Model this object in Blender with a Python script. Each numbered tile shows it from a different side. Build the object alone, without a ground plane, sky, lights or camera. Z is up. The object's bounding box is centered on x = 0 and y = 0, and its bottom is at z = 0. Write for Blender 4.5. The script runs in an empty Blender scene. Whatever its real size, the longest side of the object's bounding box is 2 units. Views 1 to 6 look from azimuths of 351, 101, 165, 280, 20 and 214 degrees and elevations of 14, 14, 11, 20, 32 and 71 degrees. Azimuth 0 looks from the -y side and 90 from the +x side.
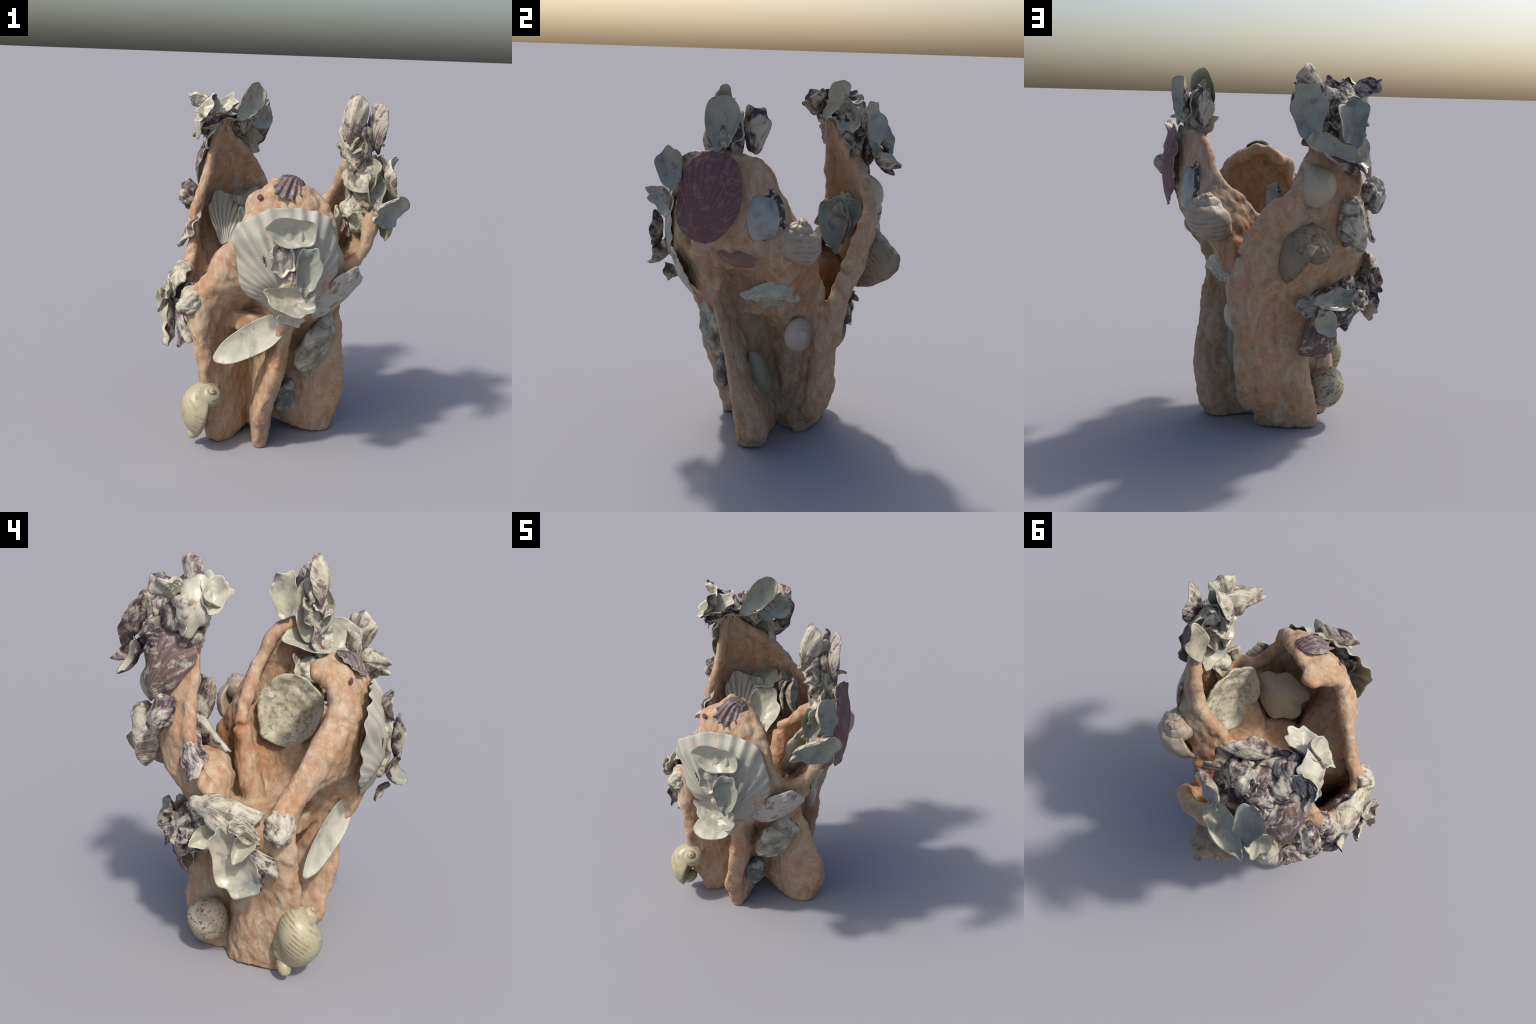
import bpy, math, random
import numpy as np
from mathutils import Vector, Matrix, noise

random.seed(7)
TAU = 2 * math.pi


# ------------------------------------------------------------------ materials
class Graph:
    """Small helper that wires shader nodes."""

    def __init__(self, name):
        self.mat = bpy.data.materials.new(name)
        self.mat.use_nodes = True
        self.t = self.mat.node_tree
        self.n = self.t.nodes
        self.bsdf = self.n["Principled BSDF"]
        self.coord = self.n.new("ShaderNodeTexCoord").outputs["Object"]

    def link(self, a, b):
        self.t.links.new(a, b)

    def put(self, sock, v):
        if hasattr(v, "is_output"):
            self.link(v, sock)
        else:
            sock.default_value = v

    def mapping(self, scale=(1, 1, 1), loc=(0, 0, 0), src=None):
        m = self.n.new("ShaderNodeMapping")
        self.link(src or self.coord, m.inputs["Vector"])
        m.inputs["Scale"].default_value = scale
        m.inputs["Location"].default_value = loc
        return m.outputs["Vector"]

    def noise(self, scale, detail=4, rough=0.55, vec=None, distort=0.0):
        m = self.n.new("ShaderNodeTexNoise")
        self.link(vec or self.coord, m.inputs["Vector"])
        m.inputs["Scale"].default_value = scale
        m.inputs["Detail"].default_value = detail
        m.inputs["Roughness"].default_value = rough
        m.inputs["Distortion"].default_value = distort
        return m.outputs["Fac"]

    def voronoi(self, scale, vec=None, feature="F1"):
        m = self.n.new("ShaderNodeTexVoronoi")
        m.feature = feature
        self.link(vec or self.coord, m.inputs["Vector"])
        m.inputs["Scale"].default_value = scale
        return m.outputs["Distance"]

    def wave(self, scale, vec=None, distort=1.0, axis="X", detail=2):
        m = self.n.new("ShaderNodeTexWave")
        m.bands_direction = axis
        self.link(vec or self.coord, m.inputs["Vector"])
        m.inputs["Scale"].default_value = scale
        m.inputs["Distortion"].default_value = distort
        m.inputs["Detail"].default_value = detail
        return m.outputs["Fac"]

    def ramp(self, fac, stops):
        m = self.n.new("ShaderNodeValToRGB")
        self.link(fac, m.inputs["Fac"])
        e = m.color_ramp.elements
        while len(e) < len(stops):
            e.new(0.5)
        for k, (p, c) in enumerate(stops):
            e[k].position = p
            e[k].color = (*c, 1) if len(c) == 3 else c
        return m.outputs["Color"]

    def mask(self, fac, lo, hi):
        m = self.n.new("ShaderNodeMapRange")
        self.link(fac, m.inputs["Value"])
        m.inputs["From Min"].default_value = lo
        m.inputs["From Max"].default_value = hi
        m.interpolation_type = "SMOOTHSTEP"
        return m.outputs["Result"]

    def mix(self, fac, a, b, mode="MIX"):
        m = self.n.new("ShaderNodeMix")
        m.data_type = "RGBA"
        m.blend_type = mode
        self.put(m.inputs[0], fac)
        self.put(m.inputs[6], a if hasattr(a, "is_output") else (*a, 1))
        self.put(m.inputs[7], b if hasattr(b, "is_output") else (*b, 1))
        return m.outputs[2]

    def math(self, op, a, b=0.0):
        m = self.n.new("ShaderNodeMath")
        m.operation = op
        self.put(m.inputs[0], a)
        self.put(m.inputs[1], b)
        return m.outputs[0]

    def xyz(self, vec=None):
        m = self.n.new("ShaderNodeSeparateXYZ")
        self.link(vec or self.coord, m.inputs[0])
        return m.outputs

    def rand(self):
        return self.n.new("ShaderNodeObjectInfo").outputs["Random"]

    def shifted(self):
        """Object coordinates moved by the object's own random number."""
        c = self.n.new("ShaderNodeCombineXYZ")
        r = self.rand()
        for k, f in enumerate((13.0, 29.0, 7.0)):
            self.link(self.math("MULTIPLY", r, f), c.inputs[k])
        a = self.n.new("ShaderNodeVectorMath")
        a.operation = "ADD"
        self.link(self.coord, a.inputs[0])
        self.link(c.outputs[0], a.inputs[1])
        return a.outputs[0]

    def rays(self, hinge_y, k):
        """Fan coordinate: angle round the hinge times k."""
        s = self.xyz()
        y = self.math("SUBTRACT", s[1], hinge_y)
        return self.math("MULTIPLY", self.math("ARCTAN2", s[0], y), k)

    def finish(self, colour, rough=0.6, bump=None, strength=0.3, dist=0.01, spec=0.4, coat=0.0):
        self.put(self.bsdf.inputs["Base Color"], colour)
        self.put(self.bsdf.inputs["Roughness"], rough)
        self.bsdf.inputs["Specular IOR Level"].default_value = spec
        self.bsdf.inputs["Coat Weight"].default_value = coat
        if bump is not None:
            b = self.n.new("ShaderNodeBump")
            b.inputs["Strength"].default_value = strength
            b.inputs["Distance"].default_value = dist
            self.link(bump, b.inputs["Height"])
            self.link(b.outputs["Normal"], self.bsdf.inputs["Normal"])
        return self.mat


def make_clay():
    g = Graph("fired_clay")
    big = g.noise(3.0, 5, 0.6, distort=0.8)
    streak = g.noise(8, 6, 0.7, g.mapping((1, 1, 0.5)), distort=2.2)
    fine = g.noise(42, 4, 0.6, distort=0.6)
    c = g.ramp(streak, [(0.30, (0.27, 0.145, 0.075)), (0.42, (0.35, 0.215, 0.13)),
                        (0.53, (0.39, 0.27, 0.175)), (0.66, (0.45, 0.36, 0.26))])
    c = g.mix(g.math("MULTIPLY", g.mask(big, 0.52, 0.70), 0.7), c, (0.42, 0.215, 0.11))
    pale = g.mask(g.noise(4.2, 5, 0.65, g.mapping(loc=(3, 1, 2)), 1.2), 0.54, 0.66)
    c = g.mix(g.math("MULTIPLY", pale, 0.6), c, (0.40, 0.325, 0.235))
    vein = g.mask(g.noise(9, 6, 0.75, g.mapping((1, 1, 0.45), (5, 2, 1)), 3.0), 0.57, 0.64)
    c = g.mix(g.math("MULTIPLY", vein, 0.6), c, (0.34, 0.135, 0.055))
    c = g.mix(g.math("MULTIPLY", g.mask(fine, 0.54, 0.68), 0.35), c, (0.50, 0.42, 0.32))
    for centre, reach, tint in (((0.16, 0.22, 1.0), 0.30, (0.34, 0.15, 0.06)), ((0.30, 0.22, 0.1), 0.14, (0.30, 0.12, 0.05))):
        d = g.n.new("ShaderNodeVectorMath")
        d.operation = "DISTANCE"
        g.link(g.coord, d.inputs[0])
        d.inputs[1].default_value = centre
        near = g.mask(g.math("ADD", d.outputs["Value"], g.math("MULTIPLY", streak, 0.3)), reach + 0.14, reach - 0.04)
        c = g.mix(g.math("MULTIPLY", near, 0.7), c, tint)
    h = g.math("ADD", g.math("MULTIPLY", streak, 0.8), g.math("MULTIPLY", fine, 0.3))
    return g.finish(c, 0.7, h, 0.45, 0.02, 0.3)


def make_clay_rust():
    g = Graph("rusty_clay")
    n = g.noise(9, 5, 0.65, distort=1.2)
    c = g.ramp(n, [(0.3, (0.33, 0.13, 0.05)), (0.5, (0.45, 0.22, 0.10)), (0.68, (0.52, 0.34, 0.22))])
    return g.finish(c, 0.7, n, 0.3, 0.015, 0.3)


def make_nacre(name, base, blue, spot=(0.16, 0.11, 0.12), amount=0.5):
    """Smooth inner face of an oyster: pearly with blue-grey clouds and a dark muscle scar."""
    g = Graph(name)
    v = g.shifted()
    n = g.noise(7, 4, 0.55, v, 0.8)
    c = g.ramp(n, [(0.30, blue), (0.50, base), (0.68, tuple(min(1, b * 1.18) for b in base))])
    warm = g.mask(g.noise(11, 4, 0.6, v, 1.0), 0.60, 0.72)
    c = g.mix(g.math("MULTIPLY", warm, 0.6), c, (0.36, 0.30, 0.17))
    grit = g.mask(g.noise(34, 4, 0.65, v, 0.6), 0.57, 0.68)
    c = g.mix(g.math("MULTIPLY", grit, 0.3), c, (0.20, 0.18, 0.14))
    dark = g.mask(g.noise(11, 3, 0.6, g.mapping(loc=(4, 4, 4), src=v), 0.5), 0.60, 0.68)
    c = g.mix(g.math("MULTIPLY", dark, amount), c, spot)
    return g.finish(c, 0.38, g.noise(30, 3, 0.5, v), 0.12, 0.01, 0.5)


def make_crust(name, pale, mid, dark, k=26.0, amount=0.55, tan=(0.40, 0.33, 0.20)):
    """Rough outer face of an oyster: purple and white growth streaks."""
    g = Graph(name)
    v = g.shifted()
    n = g.noise(11, 5, 0.6, v, 0.9)
    comb = g.n.new("ShaderNodeCombineXYZ")
    g.link(g.rays(-0.12, 7.0), comb.inputs[0])
    g.link(g.math("MULTIPLY", g.xyz()[1], 5.0), comb.inputs[1])
    g.link(g.math("MULTIPLY", g.rand(), 40.0), comb.inputs[2])
    streak = g.noise(1.6, 4, 0.6, comb.outputs[0], 0.6)
    f = g.math("ADD", g.math("MULTIPLY", n, 0.68), g.math("MULTIPLY", streak, 0.32))
    c = g.ramp(f, [(0.435, dark), (0.49, mid), (0.545, pale), (0.68, tuple(min(1, p * 1.15) for p in pale))])
    c = g.mix(g.math("MULTIPLY", g.mask(g.noise(8, 3, 0.5, v), 0.58, 0.70), amount), c, tan)
    return g.finish(c, 0.68, g.math("ADD", n, streak), 0.5, 0.02, 0.3)


def make_scallop(name, base, stripe, k, spot, spot_amount):
    g = Graph(name)
    r = g.rays(-0.20, k)
    s = g.n.new("ShaderNodeMath")
    s.operation = "SINE"
    g.link(r, s.inputs[0])
    c = g.mix(g.math("MULTIPLY", g.mask(s.outputs[0], -0.6, 0.9), 0.65), stripe, base)
    n = g.noise(20, 5, 0.65, distort=1.0)
    c = g.mix(g.math("MULTIPLY", g.mask(n, 0.50, 0.62), spot_amount), c, spot)
    return g.finish(c, 0.55, g.math("ADD", s.outputs[0], g.math("MULTIPLY", n, 2.0)), 0.2, 0.006, 0.35)


def make_banded(name, a, b, scale, axis="Z", distort=1.5, fleck=(0.1, 0.09, 0.07), fleck_amount=0.2, rough=0.5):
    g = Graph(name)
    w = g.wave(scale, distort=distort, axis=axis)
    patch = g.mask(g.noise(9, 4, 0.6, distort=0.8), 0.42, 0.62)
    c = g.mix(g.math("MULTIPLY", g.math("MULTIPLY", w, w), patch), a, b)
    n = g.noise(24, 4, 0.6, distort=0.5)
    c = g.mix(g.math("MULTIPLY", g.mask(n, 0.52, 0.66), fleck_amount), c, fleck)
    return g.finish(c, rough, g.math("ADD", g.math("MULTIPLY", w, 0.3), n), 0.2, 0.006, 0.4)


def make_speckled(name, a, b, scale, dots, dot_scale, rough=0.6, amount=0.9, cover=0.56):
    """Mottled ground with irregular dark grains of two sizes; lower cover gives more grains."""
    g = Graph(name)
    c = g.ramp(g.noise(scale, 5, 0.6, distort=0.5), [(0.36, a), (0.64, b)])
    big = g.mask(g.noise(dot_scale, 3, 0.6, distort=0.4), cover, cover + 0.07)
    small = g.mask(g.noise(dot_scale * 2.3, 3, 0.6, g.mapping(loc=(2, 5, 1))), cover + 0.02, cover + 0.09)
    c = g.mix(g.math("MULTIPLY", g.math("MAXIMUM", big, g.math("MULTIPLY", small, 0.7)), amount), c, dots)
    return g.finish(c, rough, g.noise(scale * 3, 4), 0.35, 0.01, 0.35)


M = {}


def build_materials():
    M["clay"] = make_clay()
    M["rust"] = make_clay_rust()
    M["nacre"] = make_nacre("oyster_nacre", (0.36, 0.345, 0.265), (0.20, 0.21, 0.185))
    M["cool_nacre"] = make_nacre("blue_grey_nacre", (0.26, 0.27, 0.225), (0.14, 0.16, 0.15), amount=0.8)
    M["pearl"] = make_nacre("white_pearl", (0.41, 0.40, 0.32), (0.28, 0.285, 0.23), amount=0.4)
    M["crust"] = make_crust("purple_oyster_crust", (0.40, 0.37, 0.305), (0.19, 0.15, 0.145), (0.05, 0.035, 0.04))
    M["pale_crust"] = make_crust("pale_oyster_crust", (0.45, 0.43, 0.345), (0.33, 0.305, 0.24), (0.15, 0.115, 0.105))
    M["scallop"] = make_scallop("white_scallop", (0.40, 0.395, 0.33), (0.30, 0.30, 0.26), 44, (0.42, 0.31, 0.22), 0.45)
    M["purple_scallop"] = make_scallop("purple_scallop", (0.155, 0.078, 0.082), (0.115, 0.055, 0.06), 60, (0.30, 0.22, 0.20), 0.35)
    M["mottled_scallop"] = make_scallop("mottled_scallop", (0.165, 0.11, 0.10), (0.115, 0.075, 0.072), 40, (0.36, 0.34, 0.285), 0.85)
    M["limpet"] = make_scallop("limpet_purple", (0.17, 0.125, 0.115), (0.075, 0.052, 0.054), 40, (0.40, 0.33, 0.30), 0.5)
    M["snail"] = make_banded("striped_sea_snail", (0.36, 0.325, 0.215), (0.20, 0.15, 0.085), 15, "Z", 1.2, (0.25, 0.185, 0.10), 0.4, 0.4)
    M["whelk"] = make_banded("brown_whelk", (0.22, 0.17, 0.11), (0.10, 0.075, 0.05), 14, "Z", 2.5, (0.09, 0.06, 0.045), 0.6)
    M["turban"] = make_banded("turban_shell", (0.33, 0.275, 0.21), (0.21, 0.165, 0.145), 11, "Z", 5.0, (0.42, 0.22, 0.10), 0.5)
    M["moon"] = make_banded("moon_snail", (0.42, 0.35, 0.28), (0.37, 0.32, 0.27), 3, "Z", 3.0, (0.22, 0.24, 0.27), 0.3, 0.4)
    M["clam"] = make_banded("ribbed_clam", (0.36, 0.315, 0.215), (0.40, 0.35, 0.25), 26, "Y", 0.6, (0.46, 0.38, 0.26), 0.4)
    M["mussel"] = make_banded("brown_mussel", (0.20, 0.115, 0.085), (0.12, 0.065, 0.055), 16, "Y", 0.8, (0.10, 0.05, 0.05), 0.3, 0.35)
    M["olive"] = make_banded("olive_clam", (0.23, 0.225, 0.155), (0.18, 0.175, 0.125), 18, "X", 0.8, (0.12, 0.11, 0.08), 0.3)
    M["blue_shell"] = make_nacre("blue_limpet_inside", (0.30, 0.30, 0.28), (0.15, 0.165, 0.19), amount=0.1)
    M["black_rim"] = make_speckled("black_shell_rim", (0.03, 0.025, 0.025), (0.06, 0.045, 0.04), 14, (0.42, 0.38, 0.31), 24)
    M["stone"] = make_speckled("speckled_pebble", (0.34, 0.29, 0.20), (0.46, 0.40, 0.29), 8, (0.06, 0.065, 0.07), 52, 0.6, 0.85, 0.55)
    M["dark_stone"] = make_speckled("dark_pebble", (0.055, 0.06, 0.055), (0.13, 0.13, 0.11), 12, (0.36, 0.36, 0.33), 16, 0.35, 0.5)
    M["barnacled"] = make_speckled("barnacled_shell", (0.34, 0.31, 0.22), (0.48, 0.46, 0.36), 8, (0.14, 0.125, 0.085), 26, 0.6, 0.6, 0.55)
    M["rough_oyster"] = make_speckled("rough_grey_oyster", (0.13, 0.11, 0.07), (0.46, 0.45, 0.38), 7, (0.15, 0.12, 0.07), 12, 0.6, 0.6, 0.56)
    M["purple_white"] = make_speckled("purple_blotched_shell", (0.38, 0.36, 0.31), (0.44, 0.42, 0.36), 9, (0.22, 0.125, 0.12), 12, 0.55, 0.85, 0.55)
    M["dark_spot"] = make_speckled("dark_spot_brown", (0.10, 0.055, 0.05), (0.14, 0.08, 0.07), 20, (0.07, 0.04, 0.04), 30)  # dark brown for the solid lump that stands for a hole


# ------------------------------------------------------------------ helpers
ROOT = None


def fbm(p, scale, octaves=3, seed=0.0):
    return noise.fractal(Vector((p[0] * scale + seed, p[1] * scale + seed * 1.7, p[2] * scale - seed)), 1.0, 2.0, octaves)


def mesh_object(name, verts, faces, mats, face_mat=None, parent=None):
    me = bpy.data.meshes.new(name)
    me.from_pydata([tuple(map(float, v)) for v in verts], [], faces)
    for m in mats:
        me.materials.append(M[m])
    if face_mat is not None:
        me.polygons.foreach_set("material_index", face_mat)
    me.polygons.foreach_set("use_smooth", [True] * len(me.polygons))
    me.update()
    ob = bpy.data.objects.new(name, me)
    bpy.context.scene.collection.objects.link(ob)
    ob.parent = parent or ROOT
    return ob


def facing_matrix(centre, az, el, spin):
    """Frame whose z axis looks to (az, el); y axis is 'up' turned clockwise by spin as seen from the front."""
    a, e, s = math.radians(az), math.radians(el), math.radians(spin)
    n = Vector((math.cos(e) * math.cos(a), math.cos(e) * math.sin(a), math.sin(e)))
    right = Vector((-math.sin(a), math.cos(a), 0))
    up = n.cross(right)
    y = up * math.cos(s) + right * math.sin(s)
    x = y.cross(n)
    m = Matrix((x, y, n)).transposed().to_4x4()
    m.translation = Vector(centre)
    return m


def catmull(points, per):
    p = np.asarray(points, float)
    ext = np.vstack([2 * p[0] - p[1], p, 2 * p[-1] - p[-2]])
    out = []
    for i in range(1, len(ext) - 2):
        a, b, c, d = ext[i - 1:i + 3]
        for k in range(per):
            t = k / per
            out.append(0.5 * (2 * b + (c - a) * t + (2 * a - 5 * b + 4 * c - d) * t * t + (3 * b - a - 3 * c + d) * t ** 3))
    out.append(p[-1])
    return np.array(out)


def resample(line, count):
    seg = np.r_[0, np.cumsum(np.linalg.norm(np.diff(line, axis=0), axis=1))]
    t = np.linspace(0, seg[-1], count)
    return np.stack([np.interp(t, seg, line[:, k]) for k in range(3)], 1)


def tube(points, radii, sides=12, per=8):
    """Closed rounded tube along a spline through points."""
    line = catmull(points, per)
    rad = np.interp(np.linspace(0, 1, len(line)), np.linspace(0, 1, len(radii)), radii)
    verts, faces = [], []
    prev = Vector((0.3, 0.5, 0.8))
    n = len(line)
    for i in range(n):
        tan = Vector(line[min(i + 1, n - 1)] - line[max(i - 1, 0)]).normalized()
        a = (prev - tan * prev.dot(tan)).normalized()
        prev = a
        b = tan.cross(a)
        for k in range(sides):
            f = TAU * k / sides
            verts.append(tuple(Vector(line[i]) + (a * math.cos(f) + b * math.sin(f)) * rad[i]))
    for i in range(n - 1):
        for k in range(sides):
            k2 = (k + 1) % sides
            faces.append((i * sides + k, i * sides + k2, (i + 1) * sides + k2, (i + 1) * sides + k))
    faces.append(tuple(range(sides - 1, -1, -1)))
    faces.append(tuple((n - 1) * sides + k for k in range(sides)))
    return verts, faces


# ------------------------------------------------------------------ clay body
COLUMNS = []
SPLIT = 0.75


def rib(name, *stations):
    """One upright line of the clay sheet: stations are (azimuth, radius, height), foot to rim."""
    p = [(r * math.cos(math.radians(a)), r * math.sin(math.radians(a)), z) for a, r, z in stations]
    COLUMNS.append((name, p))


def fin(name, *points):
    """An upright line given by (x, y, z) points: used where the sheet folds deep between the legs."""
    COLUMNS.append((name, list(points)))


# the sheet is a scroll: it starts at the tall petal's free edge and ends curled inside it
rib("tall_petal_edge", (63, .28, 0), (59, .37, .2), (58, .43, .4), (56, .49, .6), (54, .55, .84), (58, .565, 1.05))
rib("tall_petal_edge_back", (76, .29, 0), (68, .40, .22), (65, .46, .45), (64, .50, .70), (67, .55, .98), (72, .585, 1.28))
rib("back_hollow", (86, .30, 0), (80, .37, .25), (76, .39, .48), (75, .39, .70), (77, .53, .96), (80, .585, 1.2), (82, .58, 1.34))
rib("back_wall", (97, .31, 0), (91, .39, .22), (89, .355, .48), (88, .36, .70), (87, .50, .93), (88, .575, 1.15), (88, .575, 1.32), (90, .55, 1.44))
rib("back_wall_left", (109, .34, 0), (105, .40, .22), (104, .35, .46), (103, .36, .70), (102, .46, .92), (100, .54, 1.15), (98, .54, 1.35), (99, .49, 1.56))
rib("back_leg", (121, .35, 0), (115, .38, .18), (116, .30, .42), (118, .32, .66), (118, .42, .88), (117, .54, 1.12), (116, .53, 1.42), (118, .43, 1.70))
rib("tall_petal_tip", (131, .30, 0), (129, .27, .2), (131, .25, .40), (133, .32, .65), (134, .44, .88), (134, .555, 1.10), (132, .52, 1.45), (135, .40, 1.80))
rib("pebble_pocket", (145, .26, 0), (144, .22, .2), (146, .26, .42), (148, .34, .66), (148, .45, .88), (147, .52, 1.1), (142, .50, 1.35), (141, .43, 1.62))
rib("pocket_side", (158, .31, 0), (158, .28, .2), (160, .29, .42), (161, .36, .62), (161, .46, .82), (160, .51, .97), (152, .48, 1.13))
rib("side_notch", (178, .35, 0), (177, .35, .22), (176, .34, .40), (176, .39, .6), (176, .48, .78), (176, .51, .85), (177, .49, .88))
rib("knob", (198, .37, 0), (200, .42, .2), (203, .44, .40), (200, .47, .6), (197, .52, .78), (197, .49, .89))
fin("snail_leg", (-.30, -.20, 0), (-.345, -.25, .2), (-.375, -.26, .42), (-.39, -.25, .58), (-.41, -.235, .8), (-.375, -.21, 1.0))
fin("snail_leg_inside", (-.20, -.14, 0), (-.21, -.15, .25), (-.235, -.14, .48), (-.265, -.14, .70), (-.295, -.23, .85), (-.325, -.28, .98), (-.315, -.30, 1.08), (-.275, -.31, 1.2))
fin("flute", (-.10, -.04, .04), (-.10, -.05, .25), (-.10, -.02, .5), (-.12, -.06, .70), (-.16, -.20, .85), (-.22, -.34, .97), (-.265, -.375, 1.1), (-.25, -.40, 1.22), (-.165, -.375, 1.41))
fin("ribbon_leg_left", (-.09, -.08, 0), (-.09, -.13, .25), (-.06, -.12, .5), (-.05, -.16, .70), (-.08, -.25, .86), (-.13, -.43, .99), (-.155, -.485, 1.22), (-.12, -.43, 1.46), (-.07, -.26, 1.52))
fin("ribbon_leg", (-.10, -.26, 0), (-.10, -.345, .22), (-.06, -.38, .38), (-.03, -.40, .56), (-.02, -.46, .8), (-.03, -.54, .98), (-.04, -.51, 1.3), (-.025, -.43, 1.5), (-.04, -.29, 1.55))
fin("ribbon_leg_right", (-.02, -.24, 0), (-.01, -.30, .22), (.03, -.33, .38), (.055, -.36, .56), (.06, -.45, .8), (.065, -.53, 1.0), (.06, -.52, 1.3), (.07, -.45, 1.50), (.07, -.35, 1.55))
fin("front_flute", (.02, -.03, .05), (.03, -.07, .25), (.07, -.14, .48), (.10, -.27, .70), (.15, -.45, .88), (.20, -.54, 1.04), (.215, -.52, 1.25), (.205, -.47, 1.42))
fin("front_flute_side", (.13, -.06, .03), (.14, -.10, .25), (.17, -.15, .48), (.22, -.26, .68), (.26, -.39, .9), (.29, -.46, 1.06), (.285, -.47, 1.18))
fin("front_notch", (.28, -.11, 0), (.28, -.15, .25), (.30, -.18, .48), (.32, -.23, .7), (.34, -.30, .9), (.37, -.37, 1.08))
fin("right_leg", (.39, -.07, 0), (.44, -.08, .15), (.445, -.12, .42), (.41, -.18, .64), (.37, -.25, .88), (.44, -.29, 1.06), (.49, -.29, 1.2))
fin("right_leg_back", (.39, .05, 0), (.43, .06, .13), (.40, -.04, .38), (.34, -.13, .62), (.30, -.20, .86), (.40, -.22, 1.04), (.51, -.25, 1.2), (.53, -.265, 1.4), (.49, -.22, 1.61))
fin("right_flute_side", (.24, .06, 0), (.25, .06, .16), (.20, -.05, .42), (.16, -.10, .62), (.22, -.14, .86), (.34, -.11, 1.02), (.525, -.09, 1.17), (.55, -.095, 1.4), (.51, -.105, 1.64))
fin("right_flute", (.07, .08, .03), (.09, .08, .2), (.08, .04, .4), (.11, .0, .6), (.31, .01, .87), (.38, .04, 1.02), (.50, .055, 1.17), (.51, .045, 1.38), (.45, .03, 1.60))
rib("right_petal_back", (415, .12, 0), (406, .17, .2), (398, .20, .4), (393, .25, .62), (386, .36, .85), (382, .44, 1.02), (380, .52, 1.18), (377, .50, 1.35), (375, .41, 1.47))
rib("scroll", (421, .24, 0), (415, .25, .25), (408, .27, .45), (404, .32, .66), (400, .39, .88), (395, .44, 1.05), (389, .43, 1.26), (384, .36, 1.36))
rib("scroll_inside", (424, .26, 0), (419, .34, .25), (416, .38, .5), (414, .42, .7), (411, .45, .93), (406, .39, 1.1), (403, .31, 1.2), (397, .27, 1.27))
fin("scroll_edge", (.05, .10, .1), (.06, .17, .3), (.08, .18, .5), (.03, .09, .72), (.04, .09, .85), (.09, .13, 1.0), (.11, .165, 1.15))

ROWS_LOW, ROWS_HIGH, ACROSS = 36, 44, 7


def sheet_grid():
    cols = []
    for _, p in COLUMNS:
        line = catmull(p, 14)
        cut = int(np.argmax(line[:, 2] > SPLIT))
        low, high = line[:cut + 1], line[cut:]
        cols.append(np.vstack([resample(low, ROWS_LOW), resample(high, ROWS_HIGH)[1:]]))
    cols = np.array(cols)                       # columns x rows x 3
    rows = [catmull(cols[:, r], ACROSS) for r in range(cols.shape[1])]
    return np.array(rows).transpose(1, 0, 2)    # dense columns x rows x 3


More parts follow.
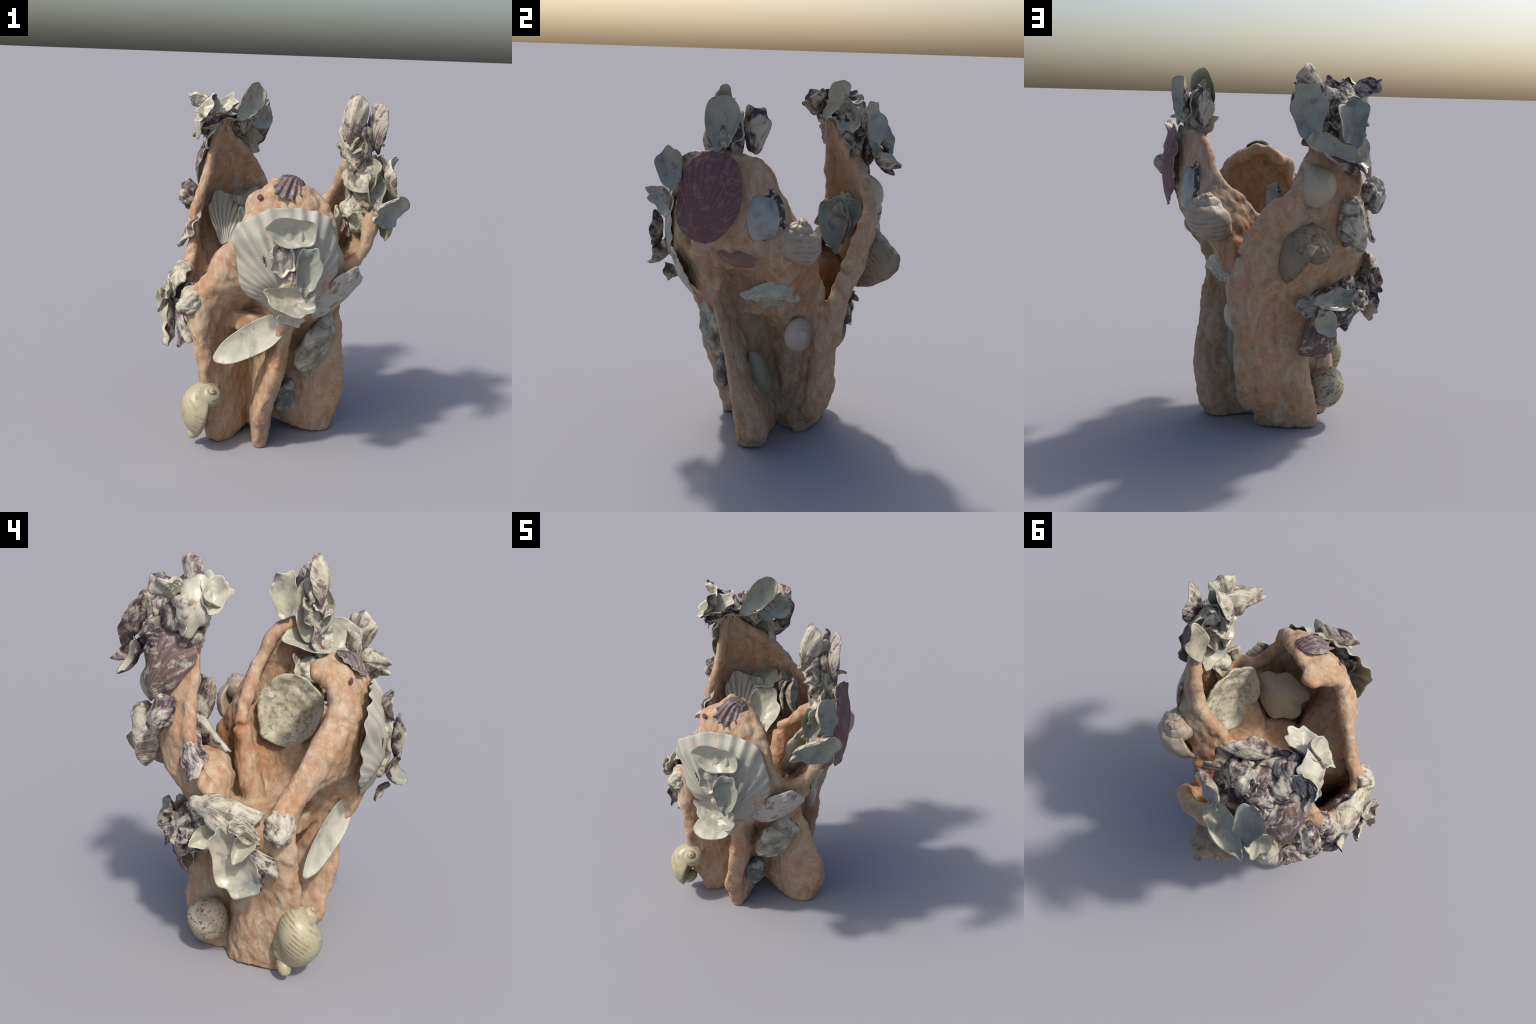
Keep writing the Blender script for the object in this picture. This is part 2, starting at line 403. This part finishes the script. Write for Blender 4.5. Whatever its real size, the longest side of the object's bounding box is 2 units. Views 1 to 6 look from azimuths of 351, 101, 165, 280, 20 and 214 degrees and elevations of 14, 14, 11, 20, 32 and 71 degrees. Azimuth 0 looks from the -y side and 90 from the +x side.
def build_body():
    g = sheet_grid()
    nc, nr = g.shape[:2]
    du = np.gradient(g, axis=0)
    dv = np.gradient(g, axis=1)
    nrm = np.cross(du, dv)
    nrm /= np.linalg.norm(nrm, axis=2, keepdims=True) + 1e-9
    thick = 0.05
    inner = g - nrm * thick
    verts = np.vstack([g.reshape(-1, 3), inner.reshape(-1, 3)])
    off = nc * nr
    idx = lambda i, j, s=0: s * off + i * nr + j
    faces = []
    for i in range(nc - 1):
        for j in range(nr - 1):
            faces.append((idx(i, j), idx(i + 1, j), idx(i + 1, j + 1), idx(i, j + 1)))
            faces.append((idx(i, j, 1), idx(i, j + 1, 1), idx(i + 1, j + 1, 1), idx(i + 1, j, 1)))
    for i in range(nc - 1):
        faces.append((idx(i, nr - 1), idx(i + 1, nr - 1), idx(i + 1, nr - 1, 1), idx(i, nr - 1, 1)))
        faces.append((idx(i + 1, 0), idx(i, 0), idx(i, 0, 1), idx(i + 1, 0, 1)))
    for j in range(nr - 1):
        faces.append((idx(0, j), idx(0, j + 1), idx(0, j + 1, 1), idx(0, j, 1)))
        faces.append((idx(nc - 1, j + 1), idx(nc - 1, j), idx(nc - 1, j, 1), idx(nc - 1, j + 1, 1)))
    verts = [tuple(v) for v in verts]

    def add(part):
        v, f = part
        base = len(verts)
        verts.extend(v)
        faces.extend(tuple(base + k for k in q) for q in f)

    # rolled lips along the free edges
    lip = (g[:, -1] + inner[:, -1]) / 2
    lip[:, 2] -= 0.012
    add(tube(lip[::3], [0.036], 10, 2))
    add(tube(((g[0] + inner[0]) / 2)[4::5], [0.045, 0.055, 0.055, 0.040], 10, 2))
    add(tube(((g[-1] + inner[-1]) / 2)[10::5], [0.05, 0.07, 0.07, 0.05], 10, 2))
    # bowl floor, lens shaped, well above the ground between the legs
    fv, ff, ring, steps = [], [], 40, 8
    for side in (0, 1):
        for i in range(steps + 1):
            r = 0.27 * i / steps
            for k in range(ring):
                a = TAU * k / ring
                low = 0.5 + 0.5 * math.cos(a - math.radians(176))
                fv.append((r * math.cos(a), r * math.sin(a), 0.765 + 1.0 * r * r * (1 - low) ** 1.5 - side * 0.09))
    half = ring * (steps + 1)
    for i in range(steps):
        for k in range(ring):
            a, b, c, d = i * ring + k, (i + 1) * ring + k, (i + 1) * ring + (k + 1) % ring, i * ring + (k + 1) % ring
            ff += [(a, b, c, d), (half + d, half + c, half + b, half + a)]
    for k in range(ring):
        a, b = steps * ring + k, steps * ring + (k + 1) % ring
        ff.append((a, half + a, half + b, b))
    add((fv, ff))
    # clay pressed into the seam where the scroll tucks behind the tall petal's edge
    add(tube([(.20, .28, .15), (.25, .34, .4), (.26, .36, .65), (.30, .38, .85)], [.05, .06, .06, .045], 12, 6))
    # thick clay where the hood and the right petal meet inside
    add(tube([(.20, -.40, .95), (.25, -.34, .98), (.31, -.28, .98), (.36, -.18, .94)], [.07, .08, .07, .05], 14, 6))
    add(tube([(-.30, .18, .86), (-.17, .24, .95), (-.06, .28, .97), (.04, .34, .95)], [.07, .13, .12, .08], 14, 6))
    add(tube([(.46, -.10, 1.12), (.47, -.09, 1.25), (.48, -.09, 1.42)], [.05, .05, .04], 14, 6))

    me = bpy.data.meshes.new("raw_clay")
    me.from_pydata(verts, [], faces)
    raw = bpy.data.objects.new("raw_clay", me)
    bpy.context.scene.collection.objects.link(raw)
    m = raw.modifiers.new("remesh", "REMESH")
    m.mode = "VOXEL"
    m.voxel_size = 0.0095
    s = raw.modifiers.new("smooth", "SMOOTH")
    s.factor, s.iterations = 0.5, 5
    dg = bpy.context.evaluated_depsgraph_get()
    done = bpy.data.meshes.new_from_object(raw.evaluated_get(dg))
    bpy.data.objects.remove(raw)

    n = len(done.vertices)
    co = np.empty(n * 3)
    done.vertices.foreach_get("co", co)
    co = co.reshape(-1, 3)
    no = np.empty(n * 3)
    done.vertices.foreach_get("normal", no)
    no = no.reshape(-1, 3)
    amp = np.array([0.015 * fbm(p, 5.5, 3, 2.0) + 0.008 * fbm(p * np.array((1, 1, 0.6)), 22, 3, 9.0) for p in co])
    co = co + no * amp[:, None]
    co[:, 2] = np.maximum(co[:, 2], 0.0)
    done.vertices.foreach_set("co", co.ravel())
    done.update()
    normals = np.empty(n * 3)
    done.vertices.foreach_get("normal", normals)
    normals = normals.reshape(-1, 3)

    # split by region: legs, the bowl wall and the three petals
    polys = [tuple(p.vertices) for p in done.polygons]
    groups = {}
    feet = [(210, "a"), (256, "b"), (0, "c"), (56, "d"), (122, "e")]
    for q in polys:
        c = co[list(q)].mean(0)
        az = math.degrees(math.atan2(c[1], c[0])) % 360
        r = math.hypot(c[0], c[1])
        if c[2] < 0.42 and r > 0.16:
            near = min(feet, key=lambda f: abs((az - f[0] + 180) % 360 - 180))
            key = ("leg", near[1])
        elif c[2] > 0.95:
            if 190 < az < 303:
                key = ("petal", "hood")
            elif 62 < az <= 190 and r > 0.28:
                key = ("petal", "tall")
            else:
                key = ("petal", "right")
        else:
            key = ("bowl_wall", "")
        groups.setdefault(key, []).append(q)
    for (name, _), qs in sorted(groups.items()):
        used = sorted({v for q in qs for v in q})
        remap = {v: k for k, v in enumerate(used)}
        ob = mesh_object(name, co[used], [tuple(remap[v] for v in q) for q in qs], ["clay"])
        ob.data.normals_split_custom_set_from_vertices([tuple(normals[v]) for v in used])
    bpy.data.meshes.remove(done)


# ------------------------------------------------------------------ shells
def dish(name, at, az, el, spin, length, width, depth, front, back, ribs=0, rib_amp=0.0, ruffle=0.0,
         lump=0.0, hinge=0.5, bend=0.0, twist=0.0, edge=0.06, thick=0.010, seed=0, fan=1.0, cup=2.0, teeth=0.0, res=1.0, blunt=0.8):
    """A valve: oval plate with its hinge at -y and lip at +y, front face to +z.
    depth > 0 hollow front (inside shown), depth < 0 domed front (outside shown)."""
    rng = random.Random(seed * 31 + 5)
    ph = [rng.uniform(0, TAU) for _ in range(6)]
    am = [rng.uniform(-1, 1) for _ in range(6)]
    nr, na = max(8, int(16 * res)), max(36, int((84 if ribs else 60) * res))
    sd = seed * 3.17
    front_v, back_v = [], []
    for i in range(nr + 1):
        rho = i / nr
        for k in range(na):
            f = TAU * k / na
            # outline: pointed towards the hinge, wavy rim
            c, s = math.cos(f), math.sin(f)
            c, s = math.copysign(abs(c) ** blunt, c), math.copysign(abs(s) ** blunt, s)
            wob = 1 + edge * sum(a * math.sin((m + 2) * f + p) for m, (a, p) in enumerate(zip(am, ph)))
            taper = 1 - hinge * ((1 - s) * 0.5) ** (2.6 if fan > 0.5 else 1.3)
            x = 0.5 * width * c * wob * rho * taper
            y = 0.5 * length * s * wob * rho
            q = rho ** cup
            z = depth * q           # the middle of the plate sits at the given point
            if ribs:
                ang = math.atan2(x, y + 0.56 * length)
                w = math.cos(ang * ribs)
                far = math.hypot(x, y + 0.5 * length) / length
                z += rib_amp * w * min(1.0, far * 1.3)
                if teeth and i == nr:
                    grow = 1 + teeth * max(0.0, w) * max(0.0, (s + 0.6))
                    x, y = x * grow, y * grow
            z += bend * (x / (0.5 * width)) ** 2 * 0.5 + twist * x * y / (width * length) * 4
            edge_n = fbm((x, y, 0.3), 9, 2, sd)
            z += ruffle * edge_n * rho ** 3 * (1 + 0.6 * max(0.0, s))
            if lump:
                z += lump * fbm((x, y, 0), 11, 4, sd + 4) * (0.5 + 0.5 * rho)
                # growth terraces
                z += lump * 0.45 * (((rho * 5 + edge_n * 1.2) % 1.0) - 0.5) * min(1.0, rho * 2)
            t = thick * (1.0 - 0.72 * rho ** 6)
            front_v.append((x, y, z))
            back_v.append((x * 1.0, y * 1.0, z - t))
    def clean(vs):
        return [vs[0]] + vs[na:]
    fv, bv = clean(front_v), clean(back_v)
    # rough back face
    nb = len(fv)
    rough = lump * 0.3 + 0.002
    bv = [(x, y, z - rough * abs(fbm((x, y, 1), 24, 3, sd))) for x, y, z in bv]
    ring = lambda i, k: 0 if i == 0 else 1 + (i - 1) * na + k % na
    faces, fm = [], []
    for k in range(na):
        faces.append((0, ring(1, k), ring(1, k + 1)))
        faces.append((nb, nb + ring(1, k + 1), nb + ring(1, k)))
        fm += [0, 1]
    for i in range(1, nr):
        for k in range(na):
            a, b, c, d = ring(i, k), ring(i + 1, k), ring(i + 1, k + 1), ring(i, k + 1)
            faces.append((a, b, c, d))
            faces.append((nb + d, nb + c, nb + b, nb + a))
            fm += [0, 1]
    for k in range(na):
        a, b = ring(nr, k), ring(nr, k + 1)
        faces.append((a, nb + a, nb + b, b))
        fm.append(1)
    ob = mesh_object(name, fv + bv, faces, [front, back], fm)
    ob.matrix_local = facing_matrix(at, az, el, spin)
    return ob


def snail(name, at, az, el, spin, size, mat, turns=3.6, growth=2.0, spire=0.9, flat=1.0, ridges=0, ridge_amp=0.0,
          knobs=0, knob_amp=0.0, lip=0.0, tail=1.0, core=0.46, start=0.0, rough=0.0):
    """Coiled shell: a tube on a growing helix; apex along local +z, mouth at the end of the coil."""
    steps, sides = int(turns * 44), 36
    verts, faces = [], []
    for i in range(steps + 1):
        th = TAU * (i / 44) - TAU * turns
        g = growth ** (th / TAU)              # 1 at the mouth
        rad = core * size * g
        path = (0.76 - core) * size * g
        zc = spire * size * (1 - g) * 1.0
        ca, sa = math.cos(th + start), math.sin(th + start)
        for k in range(sides):
            f = TAU * k / sides
            flare = 1 + lip * max(0.0, (i - steps + 10) / 10) ** 2
            rr = rad * (1 + ridge_amp * math.cos(ridges * f)) * flare
            rr *= 1 + knob_amp * max(0.0, math.cos(knobs * th)) * max(0.0, math.cos(f - 0.9)) ** 3
            out = path + rr * math.cos(f)
            low = tail if math.sin(f) < 0 else 1.0
            verts.append((out * ca, out * sa, zc + rr * flat * low * math.sin(f)))
    for i in range(steps):
        for k in range(sides):
            a, b = i * sides + k, i * sides + (k + 1) % sides
            faces.append((a, a + sides, b + sides, b))
    faces.append(tuple(range(sides)))
    # shallow bowl that closes the mouth behind its lip
    cen = np.mean([verts[steps * sides + k] for k in range(sides)], axis=0)
    back = np.mean([verts[(steps - 7) * sides + k] for k in range(sides)], axis=0)
    base = len(verts)
    for k in range(sides):
        v = np.array(verts[steps * sides + k])
        verts.append(tuple(cen + (v - cen) * 0.84))
    for k in range(sides):
        v = np.array(verts[steps * sides + k])
        verts.append(tuple(back + (v - cen) * 0.5))
    verts.append(tuple(back))
    for k in range(sides):
        k2 = (k + 1) % sides
        faces.append((steps * sides + k, base + k, base + k2, steps * sides + k2))
        faces.append((base + k, base + sides + k, base + sides + k2, base + k2))
        faces.append((base + sides + k, base + 2 * sides, base + sides + k2))
    # centre the last whorl and make 'size' its width
    last = np.array(verts[(steps - 44) * sides:(steps + 1) * sides])
    lo, hi = last.min(0), last.max(0)
    k = size / max(hi[0] - lo[0], hi[1] - lo[1])
    mid = (lo + hi) / 2
    verts = [tuple((np.array(v) - mid) * k * (1 + rough * fbm((np.array(v) - mid) * k, 16, 3, 3.0))) for v in verts]
    ob = mesh_object(name, verts, faces, [mat])
    ob.matrix_local = facing_matrix(at, az, el, spin)
    return ob


def pebble(name, at, az, el, spin, sx, sy, sz, mat, lump=0.06, freq=9, seed=0, res=40, power=1.0):
    verts, faces = [], []
    nu, nv = res * 2, res
    for j in range(nv + 1):
        ph = math.pi * j / nv
        for i in range(nu):
            th = TAU * i / nu
            d = Vector((math.sin(ph) * math.cos(th), math.sin(ph) * math.sin(th), math.cos(ph)))
            p = Vector((d.x * sx, d.y * sy, d.z * sz)) * 0.5
            k = 1 + lump * 2 * fbm(p, freq, 4, seed * 2.3)
            verts.append(tuple(p * k))
    for j in range(nv):
        for i in range(nu):
            i2 = (i + 1) % nu
            faces.append((j * nu + i, (j + 1) * nu + i, (j + 1) * nu + i2, j * nu + i2))
    ob = mesh_object(name, verts, faces, [mat])
    ob.matrix_local = facing_matrix(at, az, el, spin)
    return ob


def oyster(at, az, el, spin, length, width, depth, front="nacre", back="crust", **k):
    opts = dict(ruffle=0.028, edge=0.07, hinge=0.55, lump=0.006, bend=0.02)
    opts.update(k)
    return dish("oyster_shell", at, az, el, spin, length, width, depth, front, back, **opts)


def crusted(at, az, el, spin, length, width, depth, front="crust", back="nacre", **k):
    opts = dict(ruffle=0.035, edge=0.09, hinge=0.4, lump=0.022, bend=-0.02, thick=0.018)
    opts.update(k)
    return dish("oyster_shell", at, az, el, spin, length, width, depth, front, back, **opts)


def add_tall_petal_crown():
    oyster((-.118, .345, 1.895), -52, 2, 45, .27, .17, .045, seed=1)
    oyster((-.035, .415, 1.815), -45, -8, 80, .21, .17, .035, "cool_nacre", seed=2)
    oyster((-.29, .205, 1.84), -115, 52, 60, .24, .16, .055, "pearl", seed=3)
    oyster((-.34, .18, 1.84), -150, 35, 20, .18, .12, .035, "pearl", seed=33)
    oyster((-.405, .25, 1.83), 188, 20, 12, .27, .17, -.05, "pearl", seed=4)
    oyster((-.03, .52, 1.76), 58, 4, -6, .29, .19, .035, "cool_nacre", seed=5)
    oyster((-.134, .58, 1.555), 86, 45, -57, .29, .16, .06, seed=6)
    oyster((-.27, .565, 1.545), 120, 25, 20, .18, .14, .03, "nacre", seed=92)
    oyster((-.239, .545, 1.705), 82, 24, 4, .27, .16, .05, "cool_nacre", seed=7)
    dish("scallop_shell", (-.38, .415, 1.585), 160, 20, 22, .35, .29, -.05, "mottled_scallop", "nacre",
         ribs=34, rib_amp=.003, ruffle=.012, seed=8)
    crusted((-.385, .36, 1.90), 60, 40, 92, .15, .12, .02, seed=9)
    crusted((-.18, .43, 1.80), 80, 60, 10, .30, .26, -.05, seed=10)
    crusted((-.30, .33, 1.80), 120, 50, -60, .26, .22, -.05, seed=11)
    crusted((-.10, .47, 1.70), 70, 10, 40, .26, .2, -.04, seed=12)
    crusted((-.26, .50, 1.52), 100, 0, 100, .2, .13, -.04, seed=13)
    crusted((-.34, .30, 1.70), 150, 20, 0, .22, .16, -.03, seed=14)


def add_tall_petal_outside():
    dish("clam_shell", (-.072, .61, 1.405), 93, 8, 20, .21, .20, -.065, "clam", "nacre", hinge=.2, edge=.02, cup=2.4, seed=15)
    snail("whelk", (.01, .535, 1.06), 108, 36, -15, .295, "whelk", turns=3.6, growth=2.2, spire=.55, flat=1.0,
          ridges=11, ridge_amp=.02, knobs=10, knob_amp=.14, lip=.15, tail=1.5, start=3.7)
    pebble("oyster_clump", (-.269, .52, 1.195), 115, 0, -8, .15, .30, .14, "pale_crust_lump", lump=.16, freq=10, seed=3)
    pebble("oyster_clump", (-.425, .405, 1.335), 138, 10, 15, .13, .18, .12, "crust", lump=.2, freq=13, seed=4)
    crusted((-.465, .265, 1.18), 165, 22, 165, .25, .12, -.03, seed=16)


def add_side_cluster():
    crusted((-.545, .085, .945), 186, 45, 108, .35, .17, -.04, "pale_crust", seed=17)
    oyster((-.545, .04, .70), 188, 5, 160, .36, .21, .04, "nacre", seed=18, ruffle=.05)
    crusted((-.53, -.05, .69), 200, 8, 140, .30, .17, -.02, seed=19, ruffle=.05)
    crusted((-.39, .29, .74), 145, 40, 95, .34, .18, .02, seed=20)
    oyster((-.20, .43, .76), 108, 30, 90, .26, .13, .03, "cool_nacre", seed=21)
    crusted((-.10, .43, .75), 95, 20, 80, .20, .16, .0, seed=91)
    oyster((-.17, .43, .65), 95, 0, -20, .17, .13, .03, "nacre", seed=22)
    dish("scallop_shell", (-.17, .43, .52), 102, -18, 180, .24, .24, -.05, "mottled_scallop", "nacre", ribs=30, rib_amp=.004,
         ruffle=.025, seed=23)
    crusted((-.33, .38, .68), 125, 5, 60, .24, .2, -.03, seed=24)
    oyster((-.50, .15, .80), 180, 10, 60, .22, .12, .03, "nacre", seed=25, ruffle=.05)
    oyster((-.58, .0, .80), 200, 0, 30, .16, .10, .03, "pearl", seed=26, ruffle=.05)
    crusted((-.58, -.02, .86), 190, 30, -60, .15, .09, .02, "pale_crust", seed=27)
    pebble("oyster_clump", (-.455, -.165, .83), 210, 15, 10, .15, .17, .13, "pale_crust", lump=.2, freq=11, seed=6)


def add_hood_cluster():
    dish("scallop_shell", (.0, -.612, 1.145), -90, -2, -5, .56, .58, -.10, "scallop", "scallop", ribs=46, rib_amp=.0065,
         hinge=.4, fan=.6, edge=.03, ruffle=.015, cup=2.2, seed=28, teeth=.02, res=1.8)
    oyster((-.012, -.575, 1.325), -86, 6, 100, .26, .17, .045, "pearl", seed=29, ruffle=.015)
    oyster((.07, -.635, 1.135), -84, 4, 6, .25, .14, .035, "cool_nacre", seed=30)
    oyster((-.005, -.63, .975), -92, 28, 108, .26, .16, .045, "nacre", seed=31)
    crusted((-.14, -.59, 1.22), -110, 10, 160, .17, .08, -.03, "crust", seed=32)
    oyster((-.04, -.59, 1.20), -95, 0, 170, .18, .13, .03, "pearl", "pale_crust", seed=34)
    crusted((.03, -.60, 1.13), -120, 0, 175, .2, .07, -.02, "pale_crust", seed=35)
    oyster((.009, -.585, .89), -90, -25, 180, .11, .14, .03, "pearl", "pale_crust", seed=36)
    dish("limpet_shell", (.02, -.437, 1.56), -88, 55, -150, .175, .15, -.045, "limpet", "nacre", ribs=26, rib_amp=.006, teeth=.14,
         hinge=.15, cup=1.4, edge=.04, seed=37, lump=.006)
    pebble("hole_stand_in", (-.138, -.428, 1.470), -108, 10, 0, .032, .034, .012, "dark_spot", lump=.05, seed=8, res=14)  # small dark lump set on the hood to stand for a hole; nothing is cut


def add_right_petal_crown():
    oyster((.497, -.178, 1.805), 14, 0, 8, .27, .18, .04, "cool_nacre", seed=38, edge=.03, ruffle=.012)
    dish("oyster_shell", (.37, -.255, 1.86), -112, 8, 8, .26, .14, -.045, "pale_crust", "nacre", ribs=24, rib_amp=.005, seed=39,
         ruffle=.02, bend=-.05)
    oyster((.435, -.02, 1.76), 185, 8, -6, .25, .15, .035, "nacre", seed=40, ruffle=.04)
    crusted((.39, -.225, 1.80), -98, 5, 20, .15, .13, -.05, "pale_crust", seed=41)
    crusted((.39, -.19, 1.69), -100, 5, -30, .15, .14, -.05, "pale_crust", seed=42)
    crusted((.46, -.17, 1.80), -60, 10, 160, .26, .12, -.03, seed=43)
    oyster((.49, -.465, 1.42), -48, -18, 92, .27, .18, .055, "cool_nacre", "pale_crust", seed=44, ruffle=.03)
    oyster((.525, -.41, 1.565), -18, 8, -15, .22, .17, .04, "cool_nacre", "pale_crust", seed=45)
    oyster((.46, -.37, 1.49), -75, 20, 5, .19, .11, .045, "cool_nacre", "pale_crust", seed=46)
    dish("scallop_shell", (.622, -.22, 1.43), 0, 2, 14, .47, .34, -.04, "purple_scallop", "nacre", ribs=64, rib_amp=.0022, hinge=.3,
         fan=.6, edge=.06, ruffle=.02, seed=47, res=1.6, teeth=.015)
    oyster((.45, -.17, 1.68), 188, 6, 4, .32, .22, .03, "nacre", seed=48)
    oyster((.47, -.22, 1.55), 190, 25, 92, .42, .20, .03, "nacre", "pale_crust", seed=71, hinge=.2)
    crusted((.46, -.14, 1.33), -85, 10, 170, .26, .17, -.04, "pale_crust", seed=49)
    crusted((.45, -.24, 1.55), -100, 5, 0, .30, .15, -.03, "pale_crust", seed=50)
    crusted((.48, -.25, 1.28), -60, -10, 120, .2, .15, -.03, "pale_crust", seed=51)
    v, f = tube([(.50, -.16, 1.69), (.55, -.155, 1.715), (.585, -.15, 1.712)], [.02, .012, .006], 10, 5)
    mesh_object("shell_spur", v, f, ["crust"])


def add_inside():
    dish("scallop_shell", (-.221, .36, 1.20), -70, 18, 10, .30, .30, .03, "scallop", "scallop", ribs=44, rib_amp=.006, hinge=.6, fan=.4,
         seed=52, res=1.4)
    oyster((-.07, .315, 1.12), -72, 42, 15, .32, .21, .06, "pearl", seed=53, ruffle=.015)
    oyster((-.103, .44, 1.315), -75, 20, 80, .19, .13, .04, "cool_nacre", seed=54)
    oyster((.075, .36, 1.245), 2, 8, -4, .30, .17, .045, "cool_nacre", seed=55)
    crusted((.04, .37, 1.25), 175, 10, 6, .28, .15, -.03, seed=56)
    oyster((.01, .43, 1.27), 8, 12, 10, .2, .14, .03, "nacre", seed=57)
    dish("oyster_shell", (.335, -.085, 1.165), 165, 16, 0, .38, .37, .035, "barnacled", "barnacled", lump=.02, hinge=.1, seed=58, ruffle=.01, edge=.025, thick=.03)
    dish("clam_shell", (.12, -.26, 1.05), 122, 42, 150, .30, .26, -.06, "clam", "nacre", ribs=50, rib_amp=.002, hinge=.3, seed=59)


def add_outside():
    snail("turban_shell", (.435, .232, 1.185), 32, 78, 0, .245, "turban", turns=2.3, growth=1.75, spire=1.0, flat=1.2, ridges=11,
          ridge_amp=.010, knobs=9, knob_amp=.08, start=0.4, rough=.10)
    dish("limpet_shell", (.525, .064, 1.358), 14, 8, -8, .27, .20, -.03, "black_rim", "black_rim", hinge=.05, edge=.025, seed=60)
    dish("limpet_shell", (.540, .052, 1.342), 14, 8, -8, .225, .175, -.022, "blue_shell", "blue_shell", hinge=.05, edge=.02, seed=61, thick=.02)
    dish("mussel_shell", (.515, -.10, 1.112), -6, -10, 95, .21, .13, -.045, "mussel", "nacre", hinge=.4, edge=.03, seed=62, thick=.015)
    crusted((.395, .083, .885), 12, -14, 80, .31, .17, -.05, "pearl", lump=.035, seed=63)
    pebble("moon_snail", (.265, .222, .65), 36, -2, 0, .185, .20, .10, "moon", lump=.01, seed=13)
    snail("moon_snail", (.303, .237, .665), 30, 4, 0, .075, "moon", turns=3.0, growth=2.2, spire=.25, flat=.6, start=2.5)
    dish("clam_shell", (.275, .01, .38), 22, 0, 165, .29, .13, -.04, "olive", "olive", hinge=.4, edge=.03, seed=64, thick=.015)
    dish("clam_shell", (-.151, -.345, .668), -125, 10, 54, .47, .175, .02, "pearl", "pale_crust", blunt=.72, hinge=.35, edge=.025, seed=65, cup=3.0)
    pebble("oyster_clump", (.225, -.27, .62), -50, -16, 14, .22, .36, .14, "rough_oyster", lump=.16, freq=11, seed=9)
    dish("clam_shell", (.295, -.465, .94), -64, -26, 35, .37, .22, -.035, "purple_white", "pale_crust", hinge=.35, edge=.05, seed=66, lump=.008)
    pebble("pebble", (.069, -.25, .309), -62, 0, 10, .13, .20, .11, "dark_stone", lump=.08, freq=10, seed=10)
    pebble("pebble", (-.262, .232, .205), 140, 0, 20, .21, .23, .20, "stone", lump=.05, freq=7, seed=11)
    snail("sea_snail", (-.405, -.25, .235), -68, 50, 0, .265, "snail", turns=3.4, growth=2.9, spire=.85, flat=1.12, ridges=16,
          ridge_amp=.002, core=.52, tail=1.05, start=4.4)
    pebble("shell_nub", (-.42, -.195, .085), -156, -50, 0, .075, .075, .11, "snail", lump=.05, seed=12, res=20)


def add_rubble(centres, count, spread, size, seed, mats=("crust", "pale_crust")):
    """Broken oyster pieces that fill the gaps inside a cluster."""
    rng = random.Random(seed)
    for k in range(count):
        c = rng.choice(centres)
        p = [c[i] + rng.uniform(-spread, spread) for i in range(3)]
        w = size * rng.uniform(0.6, 1.3)
        az = math.degrees(math.atan2(p[1], p[0])) + rng.uniform(-60, 60)
        crusted(p, az, rng.uniform(-20, 60), rng.uniform(0, 360), w * 1.3, w, rng.uniform(-.03, .01), rng.choice(mats),
                seed=seed * 10 + k, res=.7)


def add_clumps():
    for at, az, el, spin, sx, sy, sz, m, sd in [
            ((-.15, .42, 1.79), 100, 20, 20, .26, .18, .16, "crust", 21),
            ((-.30, .32, 1.79), 130, 20, -20, .22, .20, .16, "crust", 22),
            ((-.23, .48, 1.66), 105, 10, 0, .22, .24, .12, "crust", 23),
            ((.45, -.17, 1.73), -40, 10, 0, .11, .26, .11, "pale_crust", 24),
            ((.50, -.23, 1.50), -60, 10, 10, .16, .28, .12, "pale_crust", 25),
            ((.48, -.17, 1.34), -70, 0, 0, .20, .20, .12, "pale_crust", 26),
            ((-.46, .08, .80), 175, 10, 80, .18, .32, .12, "crust", 27),
            ((.02, -.585, 1.05), -90, 0, 20, .12, .20, .07, "pale_crust", 29),
            ((-.05, -.58, 1.22), -95, 0, -30, .16, .14, .07, "pale_crust", 30),
            ((-.31, .28, .75), 140, 10, 80, .20, .30, .12, "crust", 28)]:
        pebble("oyster_clump", at, az, el, spin, sx, sy, sz, m, lump=.22, freq=12, seed=sd, res=44)
    add_rubble([(-.15, .42, 1.84), (-.30, .33, 1.83), (-.22, .45, 1.68)], 14, .055, .08, 81)
    add_rubble([(.45, -.20, 1.74), (.47, -.24, 1.52), (.47, -.18, 1.34)], 13, .045, .075, 82, ("pale_crust", "pale_crust", "crust"))
    add_rubble([(-.50, .06, .80), (-.40, .30, .74), (-.28, .40, .68)], 12, .05, .07, 83)


def add_shells():
    M["pale_crust_lump"] = M["pale_crust"]
    add_tall_petal_crown()
    add_tall_petal_outside()
    add_side_cluster()
    add_hood_cluster()
    add_right_petal_crown()
    add_inside()
    add_outside()
    add_clumps()



def main():
    global ROOT
    build_materials()
    ROOT = bpy.data.objects.new("shell_encrusted_clay_vessel", None)
    bpy.context.scene.collection.objects.link(ROOT)
    ROOT["label"] = "three petalled peach clay vessel covered with oyster, scallop and snail shells"
    ROOT["category"] = "sculpture"
    build_body()
    add_shells()


main()
